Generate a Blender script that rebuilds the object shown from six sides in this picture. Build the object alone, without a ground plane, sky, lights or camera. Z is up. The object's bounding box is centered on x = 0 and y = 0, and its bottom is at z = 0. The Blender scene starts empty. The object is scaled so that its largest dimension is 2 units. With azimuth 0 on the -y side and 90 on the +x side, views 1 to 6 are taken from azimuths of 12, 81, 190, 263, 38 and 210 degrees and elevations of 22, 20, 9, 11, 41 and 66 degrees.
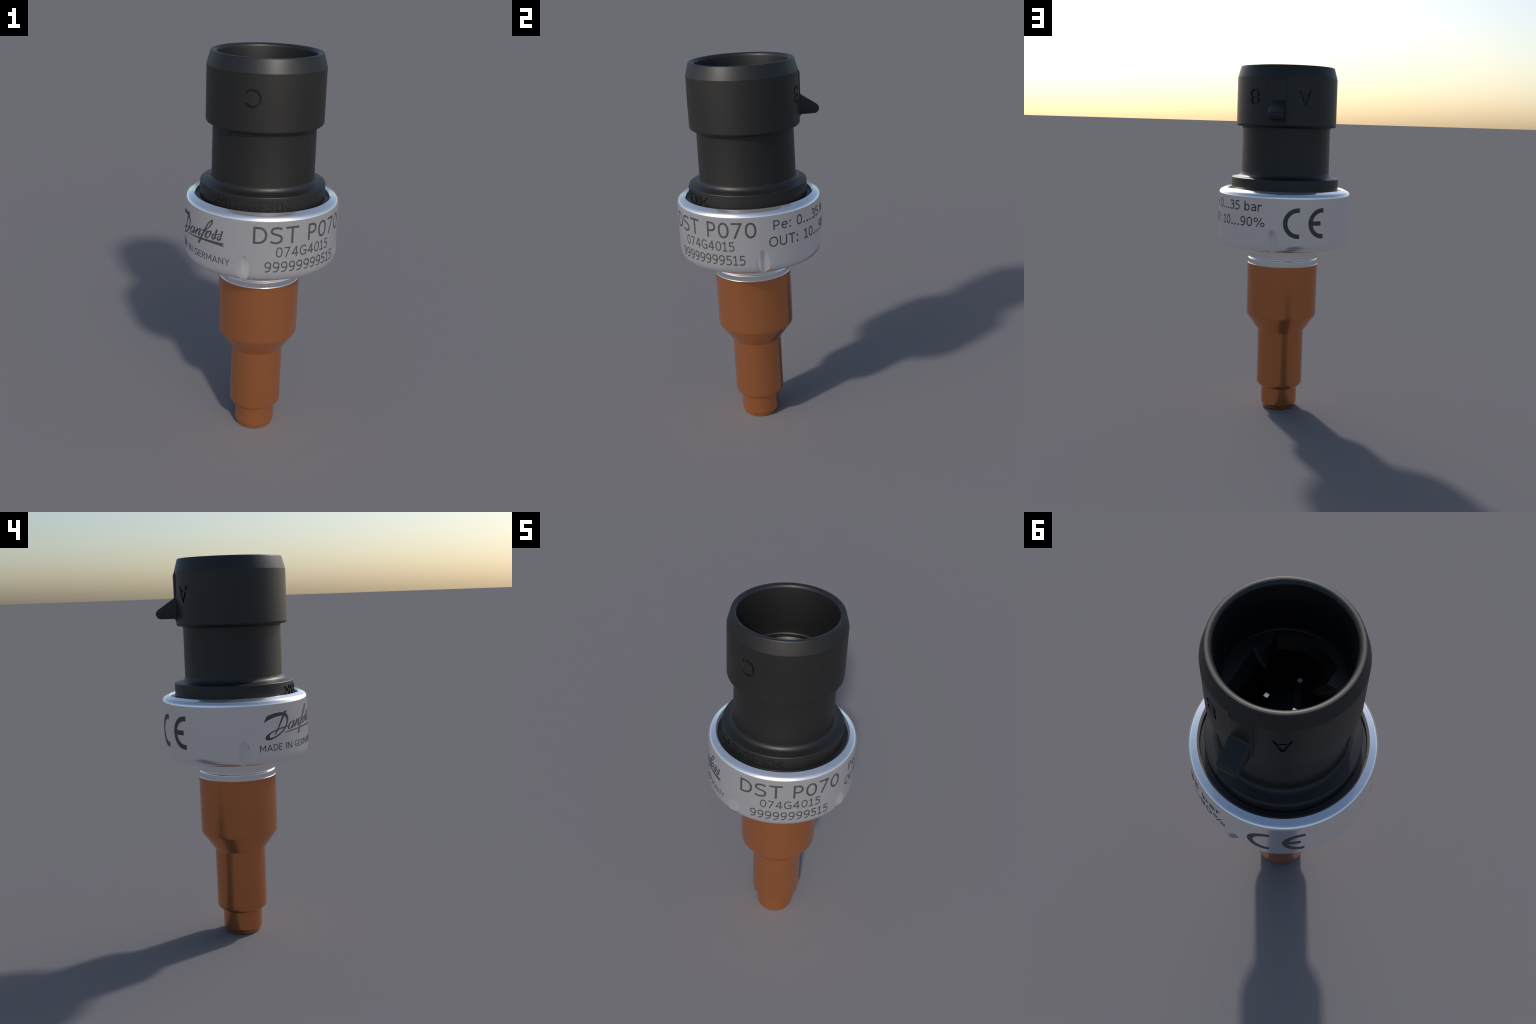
import bpy, bmesh, math
from math import sin, cos, pi, radians, sqrt, hypot, atan2
from mathutils import Vector

# ---------------------------------------------------------------- frame
AXIS_Y = -0.003            # the tab pushes the turned parts a little off centre
SEG = 256

# ---------------------------------------------------------------- materials
def material(name):
    m = bpy.data.materials.new(name)
    m.use_nodes = True
    nt = m.node_tree
    return m, nt, nt.nodes["Principled BSDF"]

def grain_bump(nt, bsdf, scale, strength, distance):
    tc = nt.nodes.new("ShaderNodeTexCoord")
    n = nt.nodes.new("ShaderNodeTexNoise")
    n.inputs["Scale"].default_value = scale
    n.inputs["Detail"].default_value = 3.0
    b = nt.nodes.new("ShaderNodeBump")
    b.inputs["Strength"].default_value = strength
    b.inputs["Distance"].default_value = distance
    nt.links.new(tc.outputs["Object"], n.inputs["Vector"])
    nt.links.new(n.outputs["Fac"], b.inputs["Height"])
    nt.links.new(b.outputs["Normal"], bsdf.inputs["Normal"])
    return tc, n

def noise_colour(nt, bsdf, tc, scale, dark, light):
    n = nt.nodes.new("ShaderNodeTexNoise")
    n.inputs["Scale"].default_value = scale
    n.inputs["Detail"].default_value = 4.0
    r = nt.nodes.new("ShaderNodeValToRGB")
    r.color_ramp.elements[0].position = 0.35
    r.color_ramp.elements[1].position = 0.65
    r.color_ramp.elements[0].color = (*dark, 1)
    r.color_ramp.elements[1].color = (*light, 1)
    nt.links.new(tc.outputs["Object"], n.inputs["Vector"])
    nt.links.new(n.outputs["Fac"], r.inputs["Fac"])
    nt.links.new(r.outputs["Color"], bsdf.inputs["Base Color"])

PLASTIC, nt, b = material("black_plastic")
tc, _ = grain_bump(nt, b, 350.0, 0.02, 0.001)
noise_colour(nt, b, tc, 6.0, (0.0096, 0.0096, 0.0096), (0.0108, 0.0108, 0.0108))
b.inputs["Roughness"].default_value = 0.45

STEEL, nt, b = material("polished_steel")
tc = nt.nodes.new("ShaderNodeTexCoord")
noise_colour(nt, b, tc, 5.0, (0.900, 0.900, 0.910), (0.912, 0.912, 0.922))
b.inputs["Metallic"].default_value = 0.86
b.inputs["Roughness"].default_value = 0.16

COPPER, nt, b = material("copper")
tc = nt.nodes.new("ShaderNodeTexCoord")
noise_colour(nt, b, tc, 4.0, (0.645, 0.240, 0.092), (0.670, 0.252, 0.100))
b.inputs["Metallic"].default_value = 0.85
b.inputs["Roughness"].default_value = 0.22

INK, nt, b = material("laser_marking")
tc, _ = grain_bump(nt, b, 400.0, 0.02, 0.001)
noise_colour(nt, b, tc, 30.0, (0.050, 0.050, 0.050), (0.060, 0.060, 0.060))
b.inputs["Roughness"].default_value = 0.45

PINMETAL, nt, b = material("tinned_metal")
tc, _ = grain_bump(nt, b, 300.0, 0.01, 0.001)
noise_colour(nt, b, tc, 20.0, (0.84, 0.84, 0.85), (0.88, 0.88, 0.89))
b.inputs["Metallic"].default_value = 1.0
b.inputs["Roughness"].default_value = 0.2

# ---------------------------------------------------------------- helpers
root = bpy.data.objects.new("pressure_sensor", None)
root["label"] = "black plug on marked steel collar with stepped copper tube"
root["category"] = "pressure sensor"
root.location = (0, AXIS_Y, 0)
bpy.context.scene.collection.objects.link(root)

def add_object(name, me, mat, parent=root):
    ob = bpy.data.objects.new(name, me)
    bpy.context.scene.collection.objects.link(ob)
    ob.parent = parent
    if mat:
        me.materials.clear()
        me.materials.append(mat)
    return ob

def smooth(me, angle=38):
    me.polygons.foreach_set("use_smooth", [True] * len(me.polygons))
    me.set_sharp_from_angle(angle=radians(angle))
    me.update()

def fillet(points, steps=7):
    """points: (r, z) or (r, z, radius) -> polyline with rounded corners."""
    out = []
    for i, p in enumerate(points):
        rad = p[2] if len(p) > 2 else 0
        P = Vector(p[:2])
        if rad == 0 or i in (0, len(points) - 1):
            out.append(P)
            continue
        A = (Vector(points[i - 1][:2]) - P).normalized()
        B = (Vector(points[i + 1][:2]) - P).normalized()
        half = A.angle(B) / 2
        t = rad / math.tan(half)
        C = P + (A + B).normalized() * rad / sin(half)
        s, e = P + A * t - C, P + B * t - C
        a0 = atan2(s.y, s.x)
        da = atan2(s.x * e.y - s.y * e.x, s.dot(e))
        for k in range(steps + 1):
            a = a0 + da * k / steps
            out.append(C + Vector((cos(a), sin(a))) * rad)
    return out

def point(r, az, z):
    """azimuth 0 is the -y side, 90 the +x side."""
    a = radians(az)
    return (r * sin(a), -r * cos(a), z)

def lathe(profile, azimuths=None, warp=None, closed=False):
    """turn a profile about z; poles where r == 0."""
    if azimuths is None:
        azimuths = [360 * i / SEG for i in range(SEG)]
    bm = bmesh.new()
    rows = []
    for r, z in profile:
        if r < 1e-6:
            rows.append([bm.verts.new((0, 0, z))])
        else:
            rows.append([bm.verts.new(point(r + (warp(r, a, z) if warp else 0), a, z)) for a in azimuths])
    n = len(azimuths)
    pairs = list(zip(rows, rows[1:]))
    if closed:
        pairs.append((rows[-1], rows[0]))
    for A, B in pairs:
        for i in range(n):
            j = (i + 1) % n
            if len(A) == 1 and len(B) == 1:
                continue
            if len(A) == 1:
                bm.faces.new((A[0], B[j], B[i]))
            elif len(B) == 1:
                bm.faces.new((A[i], A[j], B[0]))
            else:
                bm.faces.new((A[i], A[j], B[j], B[i]))
    bmesh.ops.recalc_face_normals(bm, faces=bm.faces[:])
    me = bpy.data.meshes.new("turned")
    bm.to_mesh(me)
    bm.free()
    return me

def refine(profile, z0, z1, step):
    """add rows along steep profile stretches between z0 and z1."""
    out = [profile[0]]
    for p, q in zip(profile, profile[1:]):
        if min(p.y, q.y) < z1 and max(p.y, q.y) > z0:
            n = max(1, int(math.ceil((q - p).length / step)))
            for k in range(1, n):
                out.append(p.lerp(q, k / n))
        out.append(q)
    return out

# ---------------------------------------------------------------- copper tube
copper_profile = fillet([
    (0.0, 0.10), (0.066, 0.10, 0.01), (0.076, 0.0, 0.004), (0.0945, 0.0, 0.003), (0.0945, 0.0115, 0.002),
    (0.1052, 0.0230, 0.022), (0.1052, 0.1265, 0.005), (0.1345, 0.1420, 0.028), (0.1345, 0.470, 0.012),
    (0.2048, 0.570, 0.022), (0.2050, 0.8742), (0.15, 0.8742), (0.0, 0.8742)])
me = lathe(copper_profile)
smooth(me)
add_object("copper_tube", me, COPPER)

# ---------------------------------------------------------------- steel body
BODY_R = 0.3808
body_profile = fillet([
    (0.0, 0.982), (0.15, 0.982), (0.30, 0.979), (BODY_R, 0.979, 0.05), (BODY_R - 0.0008, 1.298, 0.028),
    (0.3415, 1.3150, 0.002), (0.3318, 1.3060, 0.002), (0.3315, 1.255), (0.0, 1.255)], steps=12)
body_profile = refine(body_profile, 0.985, 1.12, 0.0022)

DENT_W, DENT_DEPTH = 0.0345, 0.0335
DENT_TOP, DENT_MID = 1.110, 1.040

def dent(r, az, z):
    """four chisel-pressed V notches, round-topped, running out through the lower edge."""
    if r < 0.31 or z > DENT_TOP:
        return 0.0
    s = abs((az + 45) % 90 - 45) * pi / 180 * BODY_R
    if s > DENT_W * 1.2:
        return 0.0
    t = max(0.0, (z - DENT_MID) / (DENT_TOP - DENT_MID))
    deep = DENT_DEPTH * sqrt(max(0.0, 1 - t * t))
    floor = BODY_R - deep + DENT_DEPTH * (sqrt(s * s + 0.0022 ** 2) - 0.0008) / DENT_W
    return min(0.0, floor - r)

body_az = []
a = 0.0
while a < 360 - 1e-6:
    body_az.append(a)
    off = abs((a + 45) % 90 - 45)
    near = off < 7.9 or ((a + 0.3 + 45) % 90 - 45) > -8.1 and off < 8.2
    a = round(a + (0.2 if near else 1.0), 4)
me = lathe(body_profile, body_az, dent)
smooth(me, 40)
body = add_object("steel_collar", me, STEEL)

nipple_profile = fillet([
    (0.0, 0.99), (0.1985, 0.99), (0.1990, 0.9120, 0.0050), (0.2036, 0.9038, 0.0050), (0.2038, 0.8785, 0.001),
    (0.2060, 0.8752, 0.001), (0.2055, 0.8740), (0.0, 0.8740)], steps=4)
me = lathe(nipple_profile)
smooth(me)
add_object("steel_neck", me, STEEL)

def surface_radius(z):
    """outer radius of the steel collar at height z."""
    if z < 1.029:
        d = 1.029 - z
        return BODY_R - 0.05 + sqrt(max(0.0, 0.05 ** 2 - d * d))
    return BODY_R - 0.0008 * (z - 1.029) / 0.269

# ---------------------------------------------------------------- black plug housing
housing_profile = fillet([
    (0.0, 1.2575), (0.3310, 1.2575), (0.3310, 1.2915, 0.002), (0.3085, 1.2930, 0.003), (0.3085, 1.3745, 0.005),
    (0.2532, 1.3850, 0.028), (0.2511, 1.6640, 0.012), (0.2853, 1.6640, 0.013), (0.2844, 1.9350),
    (0.2658, 2.0000, 0.007), (0.2385, 2.0000, 0.017), (0.2295, 1.7405), (0.2255, 1.7360),
    (0.2255, 1.4100), (0.0, 1.4100)], steps=9)
housing_me = lathe(housing_profile)

def pen_ribbon(pts, w, closed=False):
    """constant-width pen line with mitred corners -> list of edge pairs."""
    rib = []
    n = len(pts)
    for i in range(n):
        p = Vector(pts[i])
        a = Vector(pts[i - 1]) if (closed or i > 0) else None
        b = Vector(pts[(i + 1) % n]) if (closed or i < n - 1) else None
        d0 = (p - a).normalized() if a is not None else (b - p).normalized()
        d1 = (b - p).normalized() if b is not None else d0
        n0, n1 = Vector((-d0.y, d0.x)), Vector((-d1.y, d1.x))
        m = (n0 + n1).normalized()
        m = m * (w / 2 / max(0.35, m.dot(n0)))
        rib.append((p + m, p - m))
    if closed:
        rib.append(rib[0])
    return rib

def oval(cx, cy, rx, ry, a0, a1, n=22):
    """super-elliptic arc, a little squarer than a true ellipse as in the printed typeface."""
    out = []
    for k in range(n + 1):
        a = radians(a0 + (a1 - a0) * k / n)
        c, d = cos(a), sin(a)
        out.append((cx + rx * math.copysign(abs(c) ** 0.92, c), cy + ry * math.copysign(abs(d) ** 0.92, d)))
    return out

def spline(pts, sub=6):
    """Catmull-Rom through control tuples of any length."""
    out = []
    n = len(pts)
    for i in range(n - 1):
        p0, p1, p2, p3 = pts[max(i - 1, 0)], pts[i], pts[i + 1], pts[min(i + 2, n - 1)]
        for k in range(sub):
            t = k / sub
            out.append(tuple(0.5 * ((2 * b) + (c - a) * t + (2 * a - 5 * b + 4 * c - d) * t * t + (3 * b - a - 3 * c + d) * t ** 3)
                             for a, b, c, d in zip(p0, p1, p2, p3)))
    out.append(tuple(pts[-1]))
    return out

def glyph(ch, w):
    """pen lines of one character, cap height 1: (ink width, [(points, closed, pen width)])."""
    h = w / 2
    S = lambda *p: (spline(list(p)), False, w)
    L = lambda *p: (list(p), False, w)
    full = lambda W, cy=0.5, ry=0.5: (oval(W / 2, cy, W / 2 - h, ry - h, 0, 360, 44)[:-1], True, w)
    dot = lambda y: ([(0.085, y), (0.085, y + 0.17)], False, 0.17)
    bowl = lambda W, x, y0, y1: ([(h, y1 - h)] + oval(x, (y0 + y1) / 2, W - h - x, (y1 - y0) / 2 - h, 90, -90) + [(h, y0 + h)], False, w)
    stem = L((h, 0), (h, 1))
    G = {
        "0": lambda: (0.72, [full(0.72)]),
        "1": lambda: (0.54, [L((0.29, 0), (0.29, 1)), L((0, h * .9), (0.54, h * .9)), S((0.0, 0.81), (0.13, 0.825), (0.24, 0.90), (0.285, 0.99))]),
        "3": lambda: (0.66, [S((0.03, 0.87), (0.18, 0.935), (0.36, 0.935), (0.52, 0.87), (0.565, 0.76), (0.50, 0.62), (0.36, 0.55), (0.20, 0.54)),
                             S((0.20, 0.54), (0.40, 0.53), (0.55, 0.45), (0.595, 0.30), (0.53, 0.14), (0.36, 0.065), (0.17, 0.075), (0.0, 0.13))]),
        "4": lambda: (0.76, [L((0, 0.30), (0.76, 0.30)), L((0.54, 0), (0.54, 1)), L((0.52, 0.96), (0.05, 0.30))]),
        "5": lambda: (0.64, [L((0.60, 1 - h), (0.115, 1 - h), (0.115, 0.50)),
                             S((0.10, 0.55), (0.28, 0.595), (0.47, 0.545), (0.575, 0.41), (0.56, 0.22), (0.44, 0.095), (0.26, 0.06), (0.11, 0.08), (0.0, 0.12))]),
        "7": lambda: (0.68, [L((0, 1 - h), (0.68, 1 - h)), L((0.60, 1 - h), (0.17, 0))]),
        "9": lambda: (0.70, [(oval(0.35, 0.68, 0.35 - h, 0.32 - h, 0, 360, 40)[:-1], True, w),
                             S((0.635, 0.70), (0.63, 0.50), (0.57, 0.27), (0.44, 0.12), (0.27, 0.06), (0.07, 0.065))]),
        "A": lambda: (0.86, [L((0.055, 0), (0.43, 0.98)), L((0.43, 0.98), (0.805, 0)), L((0.19, 0.31), (0.67, 0.31))]),
        "B": lambda: (0.68, [stem, bowl(0.63, 0.33, 0.47, 1.0), bowl(0.68, 0.36, 0.0, 0.47 + w)]),
        "C": lambda: (0.80, [(oval(0.48, 0.5, 0.48 - h, 0.5 - h, 34, 326, 36), False, w)]),
        "D": lambda: (0.78, [stem, bowl(0.78, 0.27, 0, 1)]),
        "E": lambda: (0.58, [stem, L((h, 1 - h), (0.58, 1 - h)), L((h, 0.52), (0.55, 0.52)), L((h, h), (0.58, h))]),
        "F": lambda: (0.56, [stem, L((h, 1 - h), (0.56, 1 - h)), L((h, 0.50), (0.52, 0.50))]),
        "G": lambda: (0.84, [(oval(0.47, 0.5, 0.47 - h, 0.5 - h, 47, 302, 32) + [(0.775, 0.10)], False, w),
                             L((0.775, 0.07), (0.775, 0.48)), L((0.46, 0.46), (0.84, 0.46))]),
        "I": lambda: (w, [stem]),
        "M": lambda: (0.92, [stem, L((0.92 - h, 0), (0.92 - h, 1)), L((h, 0.99), (0.46, 0.28)), L((0.46, 0.28), (0.92 - h, 0.99))]),
        "N": lambda: (0.76, [stem, L((0.76 - h, 0), (0.76 - h, 1)), L((h, 0.98), (0.76 - h, 0.02))]),
        "O": lambda: (0.90, [full(0.90)]),
        "P": lambda: (0.63, [stem, bowl(0.63, 0.28, 0.38, 1)]),
        "R": lambda: (0.72, [stem, bowl(0.62, 0.30, 0.43, 1), L((0.30, 0.48), (0.67, 0.0))]),
        "S": lambda: (0.71, [S((0.655, 0.865), (0.53, 0.92), (0.38, 0.94), (0.20, 0.905), (0.09, 0.82), (0.08, 0.70), (0.155, 0.61), (0.32, 0.55),
                               (0.48, 0.505), (0.61, 0.42), (0.645, 0.30), (0.60, 0.16), (0.48, 0.085), (0.33, 0.06), (0.17, 0.08), (0.02, 0.145))]),
        "T": lambda: (0.78, [L((0, 1 - h), (0.78, 1 - h)), L((0.39, 0), (0.39, 1 - h))]),
        "U": lambda: (0.78, [([(h, 1)] + oval(0.39, 0.37, 0.39 - h, 0.37 - h, 180, 360) + [(0.78 - h, 1)], False, w)]),
        "Y": lambda: (0.78, [L((0.05, 1), (0.39, 0.44)), L((0.39, 0.44), (0.73, 1)), L((0.39, 0), (0.39, 0.46))]),
        "a": lambda: (0.60, [S((0.05, 0.65), (0.18, 0.685), (0.32, 0.685), (0.46, 0.64), (0.53, 0.50), (0.53, 0.25), (0.53, 0.0)),
                             S((0.53, 0.43), (0.33, 0.415), (0.15, 0.36), (0.07, 0.22), (0.13, 0.09), (0.27, 0.06), (0.42, 0.115), (0.53, 0.22))]),
        "b": lambda: (0.66, [L((h, 0), (h, 1.04)), (oval(0.345, 0.37, 0.315 - h, 0.38 - h, 0, 360, 36)[:-1], True, w)]),
        "e": lambda: (0.66, [L((h, 0.40), (0.62, 0.40)), (oval(0.33, 0.375, 0.33 - h, 0.385 - h, 2, 318, 32), False, w)]),
        "r": lambda: (0.46, [L((h, 0), (h, 0.74)), S((h, 0.46), (0.16, 0.60), (0.30, 0.675), (0.46, 0.675))]),
        ":": lambda: (0.17, [dot(0.0), dot(0.57)]),
        ".": lambda: (0.17, [dot(0.0)]),
        "-": lambda: (0.36, [L((0, 0.42), (0.36, 0.42))]),
        ">": lambda: (0.66, [L((0.03, 0.86), (0.63, 0.50), (0.03, 0.14))]),
        "<": lambda: (0.66, [L((0.63, 0.86), (0.03, 0.50), (0.63, 0.14))]),
        "%": lambda: (1.24, [(oval(0.24, 0.75, 0.24 - h * .85, 0.25 - h * .85, 0, 360, 28)[:-1], True, w * .85),
                             (oval(1.00, 0.25, 0.24 - h * .85, 0.25 - h * .85, 0, 360, 28)[:-1], True, w * .85),
                             ([(0.33, 0), (0.91, 1)], False, w * .85)]),
    }
    return G[ch]()

def lay_out(text, w, az0, az1, z0, z1, gap=0.17, flip=False):
    """set a word in pen lines and fit its ink into an azimuth/height window; one ribbon list per glyph."""
    x = 0.0
    glyphs = []
    for ch in text:
        width, lines = glyph(ch, w)
        ribs = []
        for pts, closed, pw in lines:
            dense = []
            seq = pts + [pts[0]] if closed else pts
            for p, q in zip(seq, seq[1:]):
                n = max(1, int(hypot(q[0] - p[0], q[1] - p[1]) / 0.12))
                dense += [(p[0] + (q[0] - p[0]) * k / n + x, p[1] + (q[1] - p[1]) * k / n) for k in range(n)]
            if not closed:
                dense.append((pts[-1][0] + x, pts[-1][1]))
            ribs.append(pen_ribbon(dense, pw, closed))
        glyphs.append(ribs)
        x += width + (gap if ch not in ".1" else gap * 1.15)
    pts = [p for g in glyphs for r in g for e in r for p in e]
    xa, xb = min(p[0] for p in pts), max(p[0] for p in pts)
    ya, yb = min(p[1] for p in pts), max(p[1] for p in pts)
    def fit(p):
        fx, fy = (p[0] - xa) / (xb - xa), (p[1] - ya) / (yb - ya)
        if flip:
            fx, fy = 1 - fx, 1 - fy
        return (az0 + (az1 - az0) * fx, z0 + (z1 - z0) * fy)
    return [[[(fit(a), fit(b)) for a, b in r] for r in g] for g in glyphs]

def add_ribbon(bm, rib, radius, low, high):
    """thin solid strip lying on a turned surface."""
    loop = rib[0] == rib[-1]
    sections = []
    for a, b in (rib[:-1] if loop else rib):
        sec = []
        m = 3
        for lift, order in ((high, range(m + 1)), (low, range(m, -1, -1))):
            for i in order:
                az, z = a[0] + (b[0] - a[0]) * i / m, a[1] + (b[1] - a[1]) * i / m
                sec.append(bm.verts.new(point(radius(z) + lift, az, z)))
        sections.append(sec)
    faces = []
    pairs = list(zip(sections, sections[1:]))
    if loop:
        pairs.append((sections[-1], sections[0]))
    for A, B in pairs:
        for i in range(len(A)):
            j = (i + 1) % len(A)
            faces.append(bm.faces.new((A[i], A[j], B[j], B[i])))
    if not loop:
        faces.append(bm.faces.new(sections[0]))
        faces.append(bm.faces.new(sections[-1]))
    bmesh.ops.recalc_face_normals(bm, faces=faces)

def ribbon_mesh(glyphs, radius, low, high, step=0.00006):
    bm = bmesh.new()
    for ribs in glyphs:
        for k, rib in enumerate(ribs):
            add_ribbon(bm, rib, radius, low, high + step * k)
    me = bpy.data.meshes.new("lettering")
    bm.to_mesh(me)
    bm.free()
    return me

# key letters sunk into the barrel, upside down as on the original
barrel_r = lambda z: 0.2853 - 0.0009 * (z - 1.665) / 0.270
cutters = []
for letter, a0, a1 in (("C", 352.4, 367.3), ("B", 144.4, 156.7), ("A", 202.2, 217.0)):
    for ribs in lay_out(letter, 0.120, a0, a1, 1.7822, 1.8665, flip=True):
        for k, rib in enumerate(ribs):
            me = ribbon_mesh([[rib]], barrel_r, -0.0090 - 0.0004 * k, 0.006)
            cutters.append(add_object("cutter", me, None, None))
housing = add_object("plug_housing", housing_me, PLASTIC)

def sink(target, cutter):
    """cut one pen line out of the housing; keep the result only if the housing is still whole."""
    before = len(target.data.vertices)
    for solver in ("MANIFOLD", "EXACT", "FLOAT"):
        md = target.modifiers.new("sink", "BOOLEAN")
        md.operation = "DIFFERENCE"
        try:
            md.solver = solver
        except TypeError:
            target.modifiers.remove(md)
            continue
        md.object = cutter
        bpy.context.view_layer.update()
        dg = bpy.context.evaluated_depsgraph_get()
        res = bpy.data.meshes.new_from_object(target.evaluated_get(dg))
        target.modifiers.clear()
        zs = [v.co.z for v in res.vertices]
        if len(zs) > before and abs(max(zs) - 2.0) < 1e-3 and abs(min(zs) - 1.2575) < 1e-3:
            target.data = res
            return solver
    print("pen line not cut")

for c in cutters:
    print("sink", sink(housing, c))
cut = housing.data
for c in cutters:
    bpy.data.objects.remove(c)
cut.materials.clear()
cut.materials.append(PLASTIC)
smooth(cut, 13)
# keep the barrel's own round normals across the letter cut-outs
corner = [Vector(n.vector) for n in cut.corner_normals]
for poly in cut.polygons:
    c = poly.center
    if 1.69 < c.z < 1.9345 and hypot(c.x, c.y) > 0.2822:
        rad = Vector((c.x, c.y, 0)).normalized()
        if poly.normal.dot(rad) > 0.985:
            for li in poly.loop_indices:
                co = cut.vertices[cut.loops[li].vertex_index].co
                corner[li] = Vector((co.x, co.y, 0.0033 * 0.284)).normalized()
cut.normals_split_custom_set(corner)

# raised moulding code on the flange
me = ribbon_mesh(lay_out(">PBT-GF30<", 0.125, 320.9, 398.8, 1.3075, 1.3560, gap=0.17), lambda z: 0.3085, -0.003, 0.0056)
smooth(me, 30)
add_object("moulded_lettering", me, PLASTIC, housing)

# locking tab: side profiles (reach from the axis, z) pushed across the width
def push_across(profile, half, bev):
    bm = bmesh.new()
    n = len(profile)
    sections = []
    for f in (0, 0.12, 0.4, 1):
        g = 1 - sqrt(max(0.0, 1 - (1 - f) ** 2))
        row = []
        for i, p in enumerate(profile):
            d = (profile[(i + 1) % n] - profile[i - 1]).normalized()
            row.append(p - Vector((d.y, -d.x)) * bev * g)
        sections.append((half - bev + bev * (1 - f), row))
    rows = [(-x, r) for x, r in sections] + [(x, r) for x, r in reversed(sections)]
    verts = [[bm.verts.new((x, q.x, q.y)) for q in r] for x, r in rows]
    for A, B in zip(verts, verts[1:]):
        for i in range(n):
            j = (i + 1) % n
            bm.faces.new((A[i], A[j], B[j], B[i]))
    bm.faces.new(verts[0])
    bm.faces.new(verts[-1])
    bmesh.ops.recalc_face_normals(bm, faces=bm.faces[:])
    me = bpy.data.meshes.new("pushed")
    bm.to_mesh(me)
    bm.free()
    smooth(me, 34)
    return me

tab_profile = fillet([
    (0.265, 1.6960), (0.2830, 1.6960), (0.2895, 1.7025, 0.006), (0.4458, 1.7030, 0.0256), (0.2895, 1.8060, 0.016), (0.2895, 1.8300), (0.265, 1.8300)], steps=12)
add_object("locking_tab", push_across(tab_profile, 0.0395, 0.003), PLASTIC, housing)
rib_profile = fillet([
    (0.265, 1.6900), (0.2830, 1.6900), (0.2898, 1.6985, 0.005), (0.2898, 1.9185, 0.005), (0.2833, 1.9345), (0.265, 1.9345)], steps=8)
add_object("tab_rib", push_across(rib_profile, 0.0440, 0.006), PLASTIC, housing)

# ---------------------------------------------------------------- keyed contact plate and pins inside the plug
def hole_radius(az, circle, flat, rib_x, y_near, y_far, rib_ratio):
    """keyed opening: round, flattened at both sides, with a rib at each front shoulder."""
    a = radians(az)
    dx, dy = abs(sin(a)), -cos(a)
    rad = circle
    if sin(a) < 0:
        rib_x = rib_x * rib_ratio                     # the rib on the -x side stands further in
    if dx > 1e-6:
        rad = min(rad, flat / dx)
        if y_far < dy * rib_x / dx < y_near:          # face of the rib
            rad = min(rad, rib_x / dx)
    if dy < -1e-6 and dx * y_near / dy > rib_x:       # back flank of the rib
        rad = min(rad, y_near / dy)
    return rad

TOP_KEY = (0.1995, 0.171, 0.131, -0.078, -0.160, 0.96)
LOW_KEY = (0.1720, 0.137, 0.106, -0.047, -0.155, 0.80)
plate_az = set(i * 0.5 for i in range(720))
for key in (TOP_KEY, LOW_KEY):
    for side, rib_x in ((1, key[2]), (-1, key[2] * key[5])):
        for x, y in ((rib_x, key[3]), (key[1], key[3]), (rib_x, -sqrt(key[0] ** 2 - rib_x ** 2))):
            az = math.degrees(atan2(x * side, -y)) % 360
            plate_az |= {az - 0.02, az + 0.02}
plate_az = sorted(plate_az)
bm = bmesh.new()
loops = []
for r_of, z in ((lambda a: 0.2258, 1.4000), (lambda a: 0.2258, 1.7352), (lambda a: hole_radius(a, *TOP_KEY), 1.7352),
                (lambda a: hole_radius(a, *LOW_KEY), 1.6900), (lambda a: hole_radius(a, *LOW_KEY) * 0.985, 1.4000)):
    loops.append([bm.verts.new(point(r_of(a), a, z)) for a in plate_az])
n = len(plate_az)
for k in range(5):
    A, B = loops[k], loops[(k + 1) % 5]
    for i in range(n):
        j = (i + 1) % n
        bm.faces.new((A[i], A[j], B[j], B[i]))
bmesh.ops.recalc_face_normals(bm, faces=bm.faces[:])
me = bpy.data.meshes.new("plate")
bm.to_mesh(me)
bm.free()
smooth(me, 25)
add_object("keyed_insert", me, PLASTIC, housing)

def pin_mesh(top):
    bm = bmesh.new()
    rows = []
    for z, w in ((1.405, 0.0155), (top - 0.085, 0.0155), (top - 0.05, 0.0145), (top - 0.02, 0.0112), (top, 0.0083)):
        rows.append([bm.verts.new((sx * w, sy * w, z)) for sx, sy in ((-1, -1), (1, -1), (1, 1), (-1, 1))])
    for A, B in zip(rows, rows[1:]):
        for i in range(4):
            j = (i + 1) % 4
            bm.faces.new((A[i], A[j], B[j], B[i]))
    bm.faces.new(rows[0])
    bm.faces.new(rows[-1])
    bmesh.ops.recalc_face_normals(bm, faces=bm.faces[:])
    me = bpy.data.meshes.new("pin")
    bm.to_mesh(me)
    bm.free()
    return me
pin = pin_mesh(1.625)
for x, y in ((0.065, 0.017), (-0.054, 0.019), (-0.008, -0.099)):
    ob = add_object("contact_pin", pin, PINMETAL, housing)
    ob.location = (x, y, 0)

# ---------------------------------------------------------------- laser markings on the steel collar
LOW, HIGH = -0.0020, 0.0005
def mark(s, az0, az1, z0, z1, w=0.128):
    me = ribbon_mesh(lay_out(s, w, az0, az1, z0, z1), surface_radius, LOW, HIGH)
    add_object("printed_lettering", me, INK, body)

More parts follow.
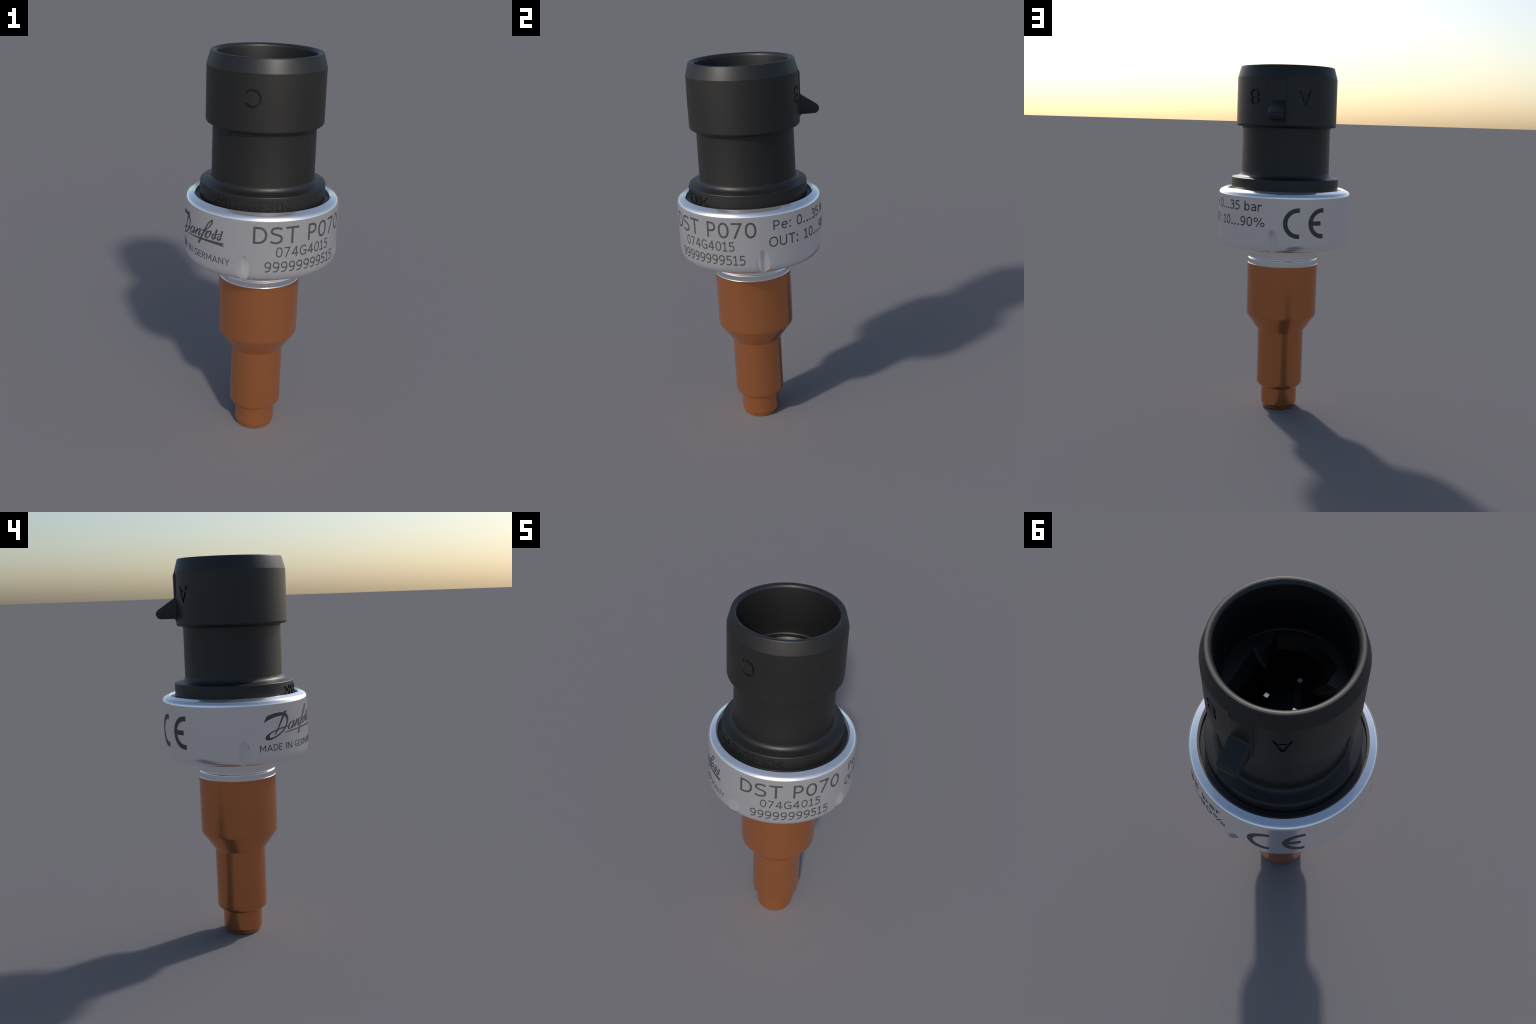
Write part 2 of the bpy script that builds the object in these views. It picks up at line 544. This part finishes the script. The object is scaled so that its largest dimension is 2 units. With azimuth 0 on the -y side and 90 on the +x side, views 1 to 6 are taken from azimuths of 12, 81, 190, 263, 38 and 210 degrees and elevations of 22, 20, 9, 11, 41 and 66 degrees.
for args in (
        ("DST", 6.1, 39.0, 1.1752, 1.2594), ("P070", 46.9, 86.0, 1.1752, 1.2594),
        ("074G4015", 22.5, 68.7, 1.1072, 1.1602), ("99999999515", 14.8, 76.5, 1.0348, 1.0886),
        ("Pe:", 98.95, 113.8, 1.2070, 1.2575), ("0", 119.5, 124.9, 1.2065, 1.2590), ("...", 126.4, 135.8, 1.2072, 1.2158), ("35", 137.5, 149.3, 1.2065, 1.2590), ("bar", 154.5, 171.0, 1.2063, 1.2595),
        ("OUT:", 95.1, 120.1, 1.1214, 1.1745), ("10", 126.9, 137.9, 1.1214, 1.1745), ("...", 139.4, 148.8, 1.1222, 1.1308), ("90", 150.6, 162.5, 1.1214, 1.1745), ("%", 163.9, 173.6, 1.1214, 1.1745),
        ("MADE", 282.1, 301.5, 1.0505, 1.0845, 0.115), ("IN", 305.3, 311.8, 1.0505, 1.0845, 0.115), ("GERMANY", 315.4, 349.7, 1.0500, 1.0853, 0.115)):
    mark(*args)

def ribbons_to_object(name, ribbons):
    return add_object(name, ribbon_mesh([ribbons], surface_radius, LOW, HIGH), INK, body)

DEG = 180 / pi / BODY_R            # degrees of azimuth per metre of arc

def arc_ribbon(cx_az, cz, r_in, r_out, end_dx, n=40):
    """open ring, gap to the right, cut off vertically end_dx right of its centre."""
    rib = []
    for k in range(n + 1):
        f = k / n
        pair = []
        for r in (r_in, r_out):
            lim = math.acos(end_dx / r)
            t = lim + (2 * pi - 2 * lim) * f
            pair.append((cx_az + r * cos(t) * DEG, cz + r * sin(t)))
        rib.append((pair[0], pair[1]))
    return rib

CE_Z, R_OUT, R_IN = 1.1485, 0.0838, 0.0592
ribbons_to_object("conformity_letter", [arc_ribbon(201.50, CE_Z, R_IN, R_OUT, 0.0075)])
bar = [((211.5 + 10.1 * k / 8, CE_Z - 0.0122), (211.5 + 10.1 * k / 8, CE_Z + 0.0122)) for k in range(9)]
ribbons_to_object("conformity_letter", [arc_ribbon(222.93, CE_Z, R_IN, R_OUT, 0.0080), bar])

def between(edge_a, edge_b, sub=5):
    return list(zip(spline(edge_a, sub), spline(edge_b, sub)))

def stroke(pts, sub=6):
    """pen stroke: (az, z, pen width)."""
    c = spline(pts, sub)
    rib = []
    for i, (az, z, w) in enumerate(c):
        p, q = c[max(i - 1, 0)], c[min(i + 1, len(c) - 1)]
        dx, dz = (q[0] - p[0]) / DEG, q[1] - p[1]
        l = hypot(dx, dz) or 1
        nx, nz = -dz / l * w / 2, dx / l * w / 2
        rib.append(((az + nx * DEG, z + nz), (az - nx * DEG, z - nz)))
    return rib

swash_out = [(285.7, 1.194), (288.5, 1.2253), (292.5, 1.2334), (296.6, 1.238), (301.4, 1.2386), (305.7, 1.231), (307.6, 1.2173),
             (308.3, 1.201), (307.5, 1.183), (306.2, 1.1653), (303.7, 1.1473), (300, 1.1303), (296.2, 1.1176), (292.1, 1.1085),
             (288.7, 1.1067), (287.2, 1.1106), (286.9, 1.1186), (287.4, 1.128), (289.4, 1.1383), (292.8, 1.1487), (296.9, 1.156),
             (300.7, 1.162), (304.7, 1.166), (308.2, 1.167)]
swash_in = [(285.8, 1.1937), (288.3, 1.2026), (292.4, 1.2122), (296.5, 1.219), (302, 1.2206), (304.7, 1.2146), (306, 1.2057),
            (306.4, 1.194), (306, 1.1813), (305, 1.1678), (302.6, 1.151), (299.2, 1.1352), (295.7, 1.1237), (292.6, 1.118),
            (291.2, 1.1171), (290.5, 1.1204), (290.3, 1.1255), (290.6, 1.1317), (292, 1.1393), (295.3, 1.147), (297.4, 1.151),
            (300.7, 1.1563), (304.7, 1.161), (308.2, 1.162)]
stem_l = [(304, 1.243), (303.3, 1.2335), (302, 1.219), (299.7, 1.189), (296.9, 1.1557), (294.6, 1.1324)]
stem_r = [(306.9, 1.2436), (305.6, 1.231), (304, 1.216), (301.5, 1.1906), (298.7, 1.1625), (295.4, 1.1293)]
line_top = [(304.8, 1.1377), (315.2, 1.1447), (324.2, 1.1513), (333.4, 1.1549), (339.2, 1.1556), (343.74, 1.1556)]
line_bot = [(304.0, 1.1335), (315.2, 1.139), (324.2, 1.1425), (331.6, 1.1437), (338.1, 1.1427), (343.74, 1.140)]
fork_up = [((343.74, 1.1556), (343.74, 1.1473)), ((345.1, 1.157), (345.05, 1.1565))]
fork_dn = [((343.74, 1.1473), (343.74, 1.140)), ((345.25, 1.1395), (345.3, 1.139))]
logo = [
    between(swash_out, swash_in),
    between(stem_l, stem_r),
    stroke([(313.6, 1.183, .004), (311.6, 1.183, .006), (309.4, 1.171, .0085), (308.3, 1.1565, .0085), (309.2, 1.1495, .006),
            (310.9, 1.1525, .0045), (312.9, 1.164, .004), (314.4, 1.179, .004)]),
    stroke([(315.3, 1.188, .009), (313.7, 1.1675, .0085), (312.5, 1.153, .0075), (313.9, 1.158, .004), (316.0, 1.1725, .0035)]),
    stroke([(319.0, 1.190, .0085), (317.6, 1.174, .0085), (315.8, 1.154, .008)]),
    stroke([(316.7, 1.161, .0035), (319.4, 1.179, .0045), (321.4, 1.190, .006), (322.6, 1.190, .008), (321.6, 1.176, .0085),
            (320.2, 1.161, .008), (321.2, 1.1575, .005), (323.2, 1.172, .0035)]),
    stroke([(320.4, 1.1185, .0105), (322.4, 1.139, .0105), (323.8, 1.1546, .010), (325.6, 1.1773, .0095), (327.6, 1.200, .009),
            (330.1, 1.227, .007), (332.5, 1.246, .006), (334.4, 1.2545, .008), (334.7, 1.248, .0085), (333.7, 1.235, .007),
            (331.5, 1.216, .005), (328.2, 1.198, .004)]),
    stroke([(324.3, 1.1915, .006), (327.3, 1.193, .006), (330.8, 1.195, .0055), (333.3, 1.2005, .007)]),
    stroke([(332.4, 1.196, .004), (330.3, 1.190, .007), (328.8, 1.179, .010), (328.2, 1.168, .010), (328.7, 1.1625, .008),
            (329.8, 1.163, .006), (331.5, 1.171, .005), (332.9, 1.186, .006), (333.6, 1.196, .009), (333.4, 1.2015, .008)]),
    stroke([(333.3, 1.185, .004), (335.1, 1.187, .004), (336.8, 1.1955, .005)]),
    stroke([(339.15, 1.216, .010), (338.3, 1.203, .009), (337.8, 1.186, .007), (337.4, 1.1755, .009), (336.2, 1.168, .0095),
            (335.1, 1.168, .008), (334.7, 1.1735, .007), (335.5, 1.182, .0045), (338, 1.190, .0045), (340.4, 1.1943, .0045), (342.8, 1.201, .004)]),
    stroke([(343.6, 1.216, .010), (342.9, 1.203, .008), (342.5, 1.186, .0065), (341.9, 1.1745, .009), (340.6, 1.1685, .0095),
            (339.7, 1.170, .008), (339.5, 1.176, .007), (340.4, 1.184, .0045), (342.8, 1.192, .004)]),
    between(line_top, line_bot), fork_up, fork_dn]
ribbons_to_object("script_logo", logo)
